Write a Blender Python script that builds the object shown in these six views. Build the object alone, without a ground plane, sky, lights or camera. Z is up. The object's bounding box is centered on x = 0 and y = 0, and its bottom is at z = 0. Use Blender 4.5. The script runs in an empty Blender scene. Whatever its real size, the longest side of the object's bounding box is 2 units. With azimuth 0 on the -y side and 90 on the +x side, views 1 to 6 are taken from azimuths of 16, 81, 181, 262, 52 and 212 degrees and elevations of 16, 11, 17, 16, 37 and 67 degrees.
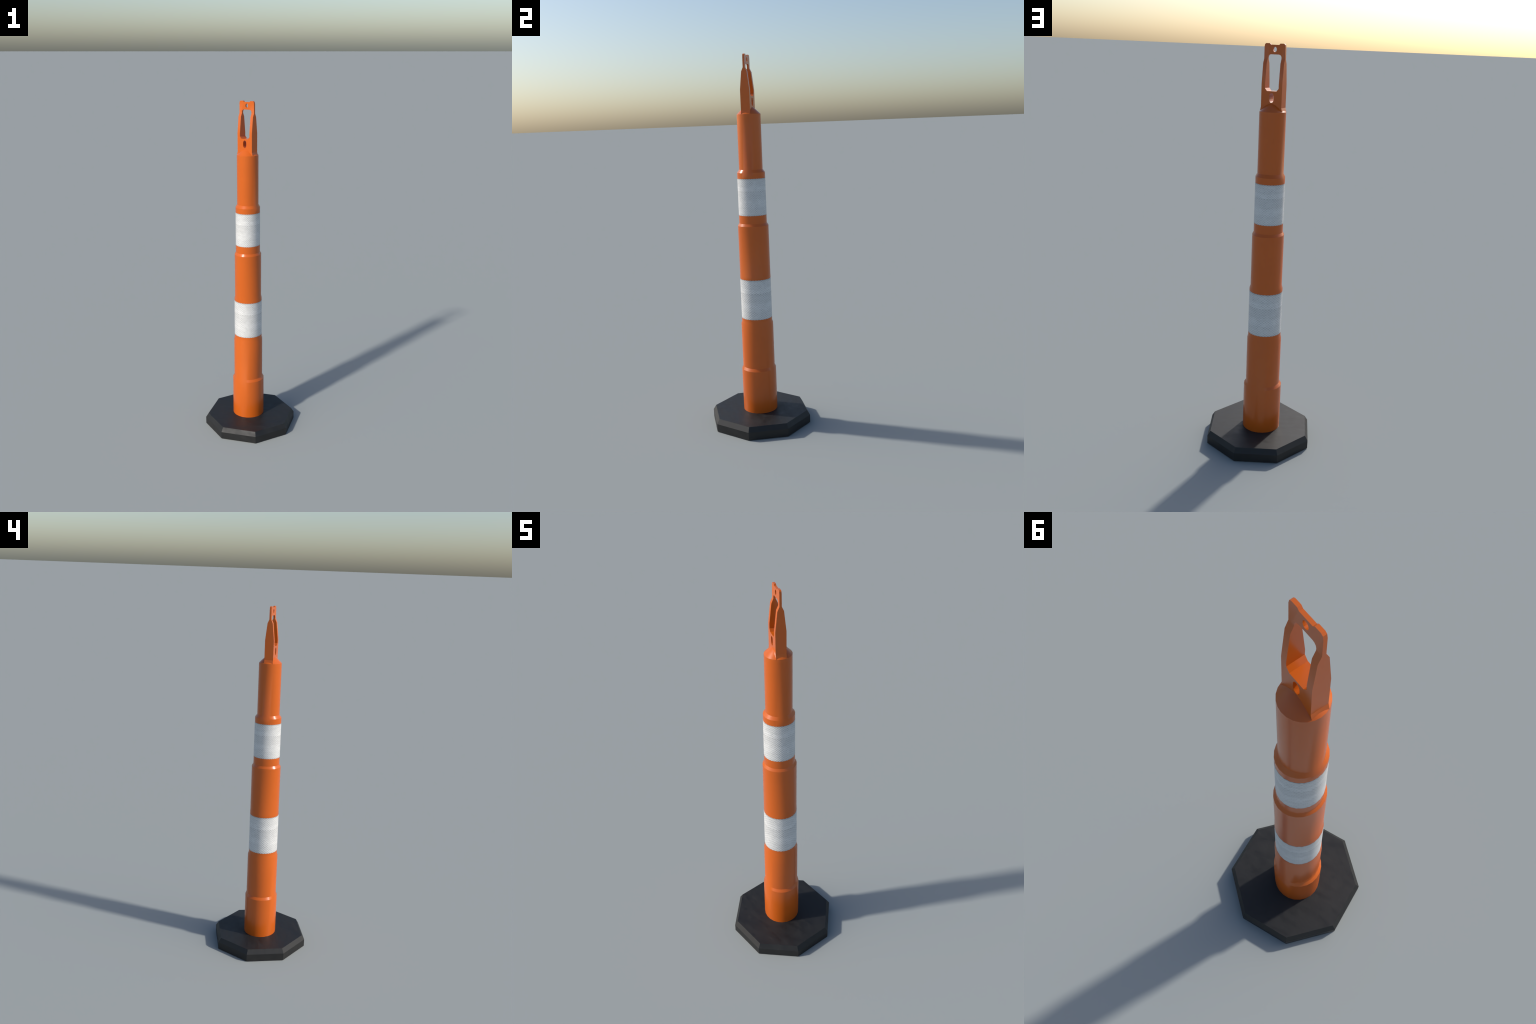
import bpy, bmesh, math
from mathutils import Vector

POST_AT = (-0.0115, 0.0012)     # the post stands slightly off the centre of its base
HANDLE_AT = (-0.0124, -0.0009)
SEG = 24                  # the moulded post is a 24-sided drum, smooth shaded
TURN = math.radians(-22.5)      # post and handle are turned against the octagon


# ------------------------------------------------------------------ helpers
def shade_by_angle(me, deg, creases=()):
    """Smooth shading, sharp where the surface turns by more than deg or at given heights."""
    bm = bmesh.new()
    bm.from_mesh(me)
    for f in bm.faces:
        f.smooth = True
    lim = math.radians(deg)
    for e in bm.edges:
        e.smooth = len(e.link_faces) == 2 and e.calc_face_angle(0.0) < lim
        for z in creases:
            if all(abs(v.co.z - z) < 1e-4 for v in e.verts):
                e.smooth = False
    bm.to_mesh(me)
    bm.free()


def add_object(name, me, parent, loc, material, rot_z=0.0):
    ob = bpy.data.objects.new(name, me)
    bpy.context.scene.collection.objects.link(ob)
    ob.parent = parent
    ob.location = loc
    ob.rotation_euler = (0, 0, rot_z)
    me.materials.clear()
    me.materials.append(material)
    return ob


def lathe(name, profile, segments, turn=0.0, closed_profile=False):
    """Loft oval rings: profile entries are (half width x, half width y, height)."""
    bm = bmesh.new()
    rings = []
    for rx, ry, z in profile:
        rings.append([bm.verts.new((rx * math.cos(turn + 2 * math.pi * i / segments),
                                    ry * math.sin(turn + 2 * math.pi * i / segments), z))
                      for i in range(segments)])
    pairs = list(zip(rings, rings[1:]))
    if closed_profile:
        pairs.append((rings[-1], rings[0]))
    for a, b in pairs:
        for i in range(segments):
            j = (i + 1) % segments
            bm.faces.new((a[i], a[j], b[j], b[i]))
    if not closed_profile:
        bm.faces.new(list(reversed(rings[0])))
        bm.faces.new(rings[-1])
    bmesh.ops.recalc_face_normals(bm, faces=bm.faces[:])
    me = bpy.data.meshes.new(name)
    bm.to_mesh(me)
    bm.free()
    return me


class Nodes:
    def __init__(self, name):
        self.mat = bpy.data.materials.new(name)
        self.mat.use_nodes = True
        self.t = self.mat.node_tree
        self.bsdf = self.t.nodes["Principled BSDF"]

    def new(self, kind, **kw):
        n = self.t.nodes.new(kind)
        for k, v in kw.items():
            setattr(n, k, v)
        return n

    def link(self, a, b):
        self.t.links.new(a, b)

    def math(self, op, a, b=None, c=None, clamp=False):
        n = self.new("ShaderNodeMath", operation=op, use_clamp=clamp)
        for i, v in enumerate((a, b, c)):
            if v is None:
                continue
            if isinstance(v, (int, float)):
                n.inputs[i].default_value = v
            else:
                self.link(v, n.inputs[i])
        return n.outputs[0]

    def ramp(self, fac, stops, interp="LINEAR"):
        n = self.new("ShaderNodeValToRGB")
        n.color_ramp.interpolation = interp
        el = n.color_ramp.elements
        while len(el) < len(stops):
            el.new(0.5)
        for e, (p, c) in zip(el, stops):
            e.position = p
            e.color = (c, c, c, 1) if isinstance(c, (int, float)) else (*c, 1)
        self.link(fac, n.inputs[0])
        return n.outputs[0]

    def noise(self, vec, scale, detail=3.0, rough=0.55):
        n = self.new("ShaderNodeTexNoise")
        n.inputs["Scale"].default_value = scale
        n.inputs["Detail"].default_value = detail
        n.inputs["Roughness"].default_value = rough
        self.link(vec, n.inputs["Vector"])
        return n.outputs["Fac"]

    def mapping(self, vec, scale):
        n = self.new("ShaderNodeMapping")
        n.inputs["Scale"].default_value = scale
        self.link(vec, n.inputs["Vector"])
        return n.outputs[0]


# ---------------------------------------------------------------- materials
def orange_plastic():
    m = Nodes("orange_plastic")
    co = m.new("ShaderNodeTexCoord").outputs["Object"]
    n = m.noise(co, 9.0)
    col = m.ramp(n, [(0.3, ORANGE_A), (0.7, ORANGE_B)])
    m.link(col, m.bsdf.inputs["Base Color"])
    m.bsdf.inputs["Roughness"].default_value = 0.26
    m.bsdf.inputs["IOR"].default_value = 1.5
    return m.mat


def black_rubber():
    m = Nodes("black_rubber")
    co = m.new("ShaderNodeTexCoord").outputs["Object"]
    streak = m.noise(m.mapping(co, (9, 30, 20)), 1.0, 5.0, 0.6)
    blot = m.noise(co, 26.0, 4.0, 0.6)
    both = m.math("MULTIPLY_ADD", streak, 0.6, m.math("MULTIPLY", blot, 0.4))
    col = m.ramp(both, [(0.32, (0.0095, 0.0095, 0.0100)), (0.68, (0.0180, 0.0180, 0.0178))])
    m.link(col, m.bsdf.inputs["Base Color"])
    rough = m.ramp(both, [(0.32, 0.44), (0.68, 0.66)])
    m.link(rough, m.bsdf.inputs["Roughness"])
    m.bsdf.inputs["Specular IOR Level"].default_value = 0.40
    m.bsdf.inputs["IOR"].default_value = 1.5
    b = m.new("ShaderNodeBump")
    b.inputs["Strength"].default_value = 0.08
    b.inputs["Distance"].default_value = 0.002
    m.link(m.noise(co, 120.0, 3.0), b.inputs["Height"])
    m.link(b.outputs[0], m.bsdf.inputs["Normal"])
    return m.mat


def reflective_sheeting(height):
    """White prismatic tape: a diamond lattice, a few lighter and darker courses."""
    m = Nodes("reflective_sheeting")
    co = m.new("ShaderNodeTexCoord").outputs["Object"]
    s = m.new("ShaderNodeSeparateXYZ")
    m.link(co, s.inputs[0])
    ang = m.math("ARCTAN2", s.outputs[1], s.outputs[0])
    v = m.math("DIVIDE", s.outputs[2], height)          # 0 bottom .. 1 top
    wob = m.math("MULTIPLY", m.math("SUBTRACT", m.noise(co, 70.0, 2.0), 0.5), 1.6)
    ca = m.math("COSINE", m.math("MULTIPLY", ang, 34.0))
    # two families of diagonal grooves crossing each other
    da = m.math("ADD", m.math("MULTIPLY", ang, 34.0), wob)
    dz = m.math("MULTIPLY", v, 2 * math.pi * 17.0)
    g1 = m.math("COSINE", m.math("ADD", da, dz))
    g2 = m.math("COSINE", m.math("SUBTRACT", da, dz))
    cells = m.math("MULTIPLY_ADD", m.math("ADD", g1, g2), 0.25, 0.5)   # 1 where they cross
    fade = m.ramp(m.noise(co, 55.0, 2.0), [(0.30, 0.25), (0.70, 1.0)])
    pits = m.math("SUBTRACT", 1.0, m.math("MULTIPLY", fade, m.ramp(cells, [(0.30, 0.0), (1.0, 0.38)])))
    # seam of dots a third of the way down
    seam = m.math("SUBTRACT", 1.0, m.math("MULTIPLY", m.math("ABSOLUTE", m.math("SUBTRACT", v, 0.655)), 70.0), clamp=True)
    dots = m.math("MULTIPLY", seam, m.math("MULTIPLY_ADD", ca, 0.5, 0.5))
    dots = m.math("SUBTRACT", 1.0, m.math("MULTIPLY", dots, 0.34))
    courses = m.ramp(v, [(0.0, 0.80), (0.02, 0.88), (0.06, 0.91), (0.20, 0.92), (0.27, 0.98), (0.38, 0.97),
                         (0.45, 0.90), (0.64, 0.88), (0.665, 1.0), (0.76, 0.98), (0.80, 0.92),
                         (0.95, 0.90), (0.98, 0.80), (1.0, 0.66)])
    # rows of notches along both cut edges
    rim = m.math("MULTIPLY", m.math("ABSOLUTE", m.math("SUBTRACT", v, 0.5)), 2.0)
    rim = m.math("MULTIPLY", m.math("SUBTRACT", rim, 0.955), 28.0, clamp=True)
    notch = m.math("MULTIPLY", rim, m.math("MULTIPLY_ADD", ca, 0.5, 0.5))
    courses = m.math("MULTIPLY", courses, m.math("SUBTRACT", 1.0, m.math("MULTIPLY", notch, 0.40)))
    # scuffs: faint streaks round the tape and soft blotches
    streak = m.noise(m.mapping(co, (16, 16, 170)), 1.0, 3.0)
    cloud = m.math("MULTIPLY_ADD", m.noise(m.mapping(co, (28, 28, 55)), 1.0), 0.10, 0.90)
    cloud = m.math("MULTIPLY_ADD", streak, 0.30, m.math("SUBTRACT", cloud, 0.09))
    val = m.math("MULTIPLY", m.math("MULTIPLY", pits, dots), m.math("MULTIPLY", courses, cloud))
    rgb = m.new("ShaderNodeCombineColor")
    m.link(m.math("MULTIPLY", val, WHITE[0]), rgb.inputs[0])
    m.link(m.math("MULTIPLY", val, WHITE[1]), rgb.inputs[1])
    m.link(m.math("MULTIPLY", val, WHITE[2]), rgb.inputs[2])
    m.link(rgb.outputs[0], m.bsdf.inputs["Base Color"])
    m.bsdf.inputs["Roughness"].default_value = 0.5
    b = m.new("ShaderNodeBump", invert=True)
    b.inputs["Strength"].default_value = 0.30
    b.inputs["Distance"].default_value = 0.0015
    m.link(cells, b.inputs["Height"])
    m.link(b.outputs[0], m.bsdf.inputs["Normal"])
    return m.mat


ORANGE_A = (0.535, 0.104, 0.0080)
ORANGE_B = (0.550, 0.107, 0.0084)
WHITE = (0.68, 0.68, 0.67)
ORANGE = orange_plastic()
RUBBER = black_rubber()

# ---------------------------------------------------------------- the thing
thing = bpy.data.objects.new("traffic_delineator_post", None)
bpy.context.scene.collection.objects.link(thing)
thing["label"] = "tall orange channelizer post with white bands on black octagonal base"
thing["category"] = "traffic post"

# ---- octagonal rubber base, upright sides and a chamfered top edge
base = lathe("base", [(0.2808, 0.2808, 0.0), (0.2810, 0.2810, 0.0425), (0.2648, 0.2648, 0.0680)],
             8, math.radians(22.5))
add_object("base", base, thing, (0, 0, 0), RUBBER)

# ---- stepped tubular post with a conical cap. Its sections are slightly oval, wide or
#      narrow across the handle; the tube is recessed under the tape.
FOOT = (0.0970, 0.0945)
LOWER = (0.0864, 0.0880)
LOWER_TAPE = (0.0830, 0.0832)
MIDDLE = (0.0770, 0.0830)
UPPER_TAPE = (0.0705, 0.0746)
TOP = (0.0629, 0.0629)
CAP = (0.0215, 0.0215)
SINK = 0.0016


def inset(section, d):
    return (section[0] - d, section[1] - d)


def ring(section, z):
    return (section[0], section[1], z)


def recess(section, z0, z1):
    inner = inset(section, SINK)
    return [ring(section, z0), ring(inner, z0), ring(inner, z1), ring(section, z1)]


LOW_BAND = (0.5994, 0.8194)
HIGH_BAND = (1.1660, 1.3627)
profile = [ring(FOOT, 0.0670), ring(FOOT, 0.3072), ring(LOWER, 0.3213), ring(LOWER, 0.5660),
           ring(LOWER_TAPE, 0.5785)]
profile += recess(LOWER_TAPE, *LOW_BAND)
profile += [ring(LOWER_TAPE, 0.8310), ring(MIDDLE, 0.8470), ring(MIDDLE, 1.1090), ring(UPPER_TAPE, 1.1225)]
profile += recess(UPPER_TAPE, *HIGH_BAND)
profile += [ring(UPPER_TAPE, 1.3935), ring(TOP, 1.4090), ring(TOP, 1.6967),
            (0.0450, 0.0450, 1.7140), (0.0310, 0.0310, 1.7265), ring(CAP, 1.7335)]
post = lathe("post", profile, SEG)
shade_by_angle(post, 26.8, creases=(1.1090, 1.1225, 1.6967))
add_object("post", post, thing, (*POST_AT, 0), ORANGE, TURN)

# ---- two sleeves of reflective sheeting
for section, (z0, z1) in ((UPPER_TAPE, HIGH_BAND), (LOWER_TAPE, LOW_BAND)):
    h = z1 - z0 - 0.0004
    out, inn = inset(section, -0.0002), inset(section, SINK - 0.0004)
    sleeve = lathe("reflective_band", [ring(out, 0.0), ring(out, h), ring(inn, h), ring(inn, 0.0)],
                   SEG, closed_profile=True)
    shade_by_angle(sleeve, 30)
    add_object("reflective_band", sleeve, thing, (*POST_AT, z0 + 0.0002),
               reflective_sheeting(h), TURN)


# ---- moulded carrying handle: a plate outline with three openings, tapering in thickness
def arc(cx, cz, rx, rz, a0, a1, n):
    return [(cx + rx * math.cos(math.radians(a0 + (a1 - a0) * i / n)),
             cz + rz * math.sin(math.radians(a0 + (a1 - a0) * i / n))) for i in range(n + 1)]


def mirror(half):
    """Right half from bottom to top -> closed outline."""
    return half + [(-x, z) for x, z in reversed(half)]


HW = 0.0520
outline = mirror([(0.0574, 1.6940), (0.0563, 1.6990), (HW, 1.7160)]
                 + arc(0.0445, 1.9860, HW + 0.0003 - 0.0445, 0.0140, 0, 90, 2)
                 + [(0.0260, 2.0000), (0.0205, 1.9940)])
window = mirror(arc(0.0240, 1.8020, 0.0105, 0.0125, -90, 0, 1)
                + arc(0.0210, 1.9390, 0.0130, 0.0128, 0, 90, 3))
top_hole = arc(0, 1.9736, 0.0094, 0.0117, 0, 360, 12)[:-1]
slot = (arc(0, 1.7655, 0.0115, 0.0158, 0, 180, 8) + arc(0, 1.7535, 0.0115, 0.0160, 180, 360, 8))

THICK = [(1.69, 0.0243), (1.821, 0.0245), (1.912, 0.0144), (1.932, 0.0052), (2.0, 0.0049)]


def half_thickness(z):
    for (z0, t0), (z1, t1) in zip(THICK, THICK[1:]):
        if z <= z1 + 1e-6:
            return t0 + (t1 - t0) * (z - z0) / (z1 - z0)
    return THICK[-1][1]


def handle_mesh():
    cu = bpy.data.curves.new("handle_outline", "CURVE")
    cu.dimensions = "2D"
    cu.fill_mode = "BOTH"
    cu.extrude = 1.0
    for loop in (outline, window, top_hole, slot):
        sp = cu.splines.new("POLY")
        sp.points.add(len(loop) - 1)
        for p, (x, z) in zip(sp.points, loop):
            p.co = (x, z, 0, 1)
        sp.use_cyclic_u = True
    ob = bpy.data.objects.new("handle_outline", cu)
    bpy.context.scene.collection.objects.link(ob)
    dg = bpy.context.evaluated_depsgraph_get()
    dg.update()
    me = bpy.data.meshes.new_from_object(ob.evaluated_get(dg))
    bpy.data.objects.remove(ob)
    bpy.data.curves.remove(cu)
    bm = bmesh.new()
    bm.from_mesh(me)
    bmesh.ops.remove_doubles(bm, verts=bm.verts[:], dist=1e-5)
    for z, _ in THICK[1:-1]:
        bmesh.ops.bisect_plane(bm, geom=bm.verts[:] + bm.edges[:] + bm.faces[:], dist=1e-5,
                               plane_co=(0, z, 0), plane_no=(0, 1, 0))
    for vert in bm.verts:
        x, z, side = vert.co
        vert.co = (x, math.copysign(half_thickness(z), -side), z)
    bmesh.ops.recalc_face_normals(bm, faces=bm.faces[:])
    # merge the flat triangles of each facet
    bmesh.ops.dissolve_limit(bm, angle_limit=math.radians(0.5), verts=bm.verts[:], edges=bm.edges[:])
    bm.to_mesh(me)
    bm.free()
    me.name = "handle"
    return me


handle = handle_mesh()
shade_by_angle(handle, 31, creases=(1.716,))
add_object("handle", handle, thing, (*HANDLE_AT, 0), ORANGE, TURN)
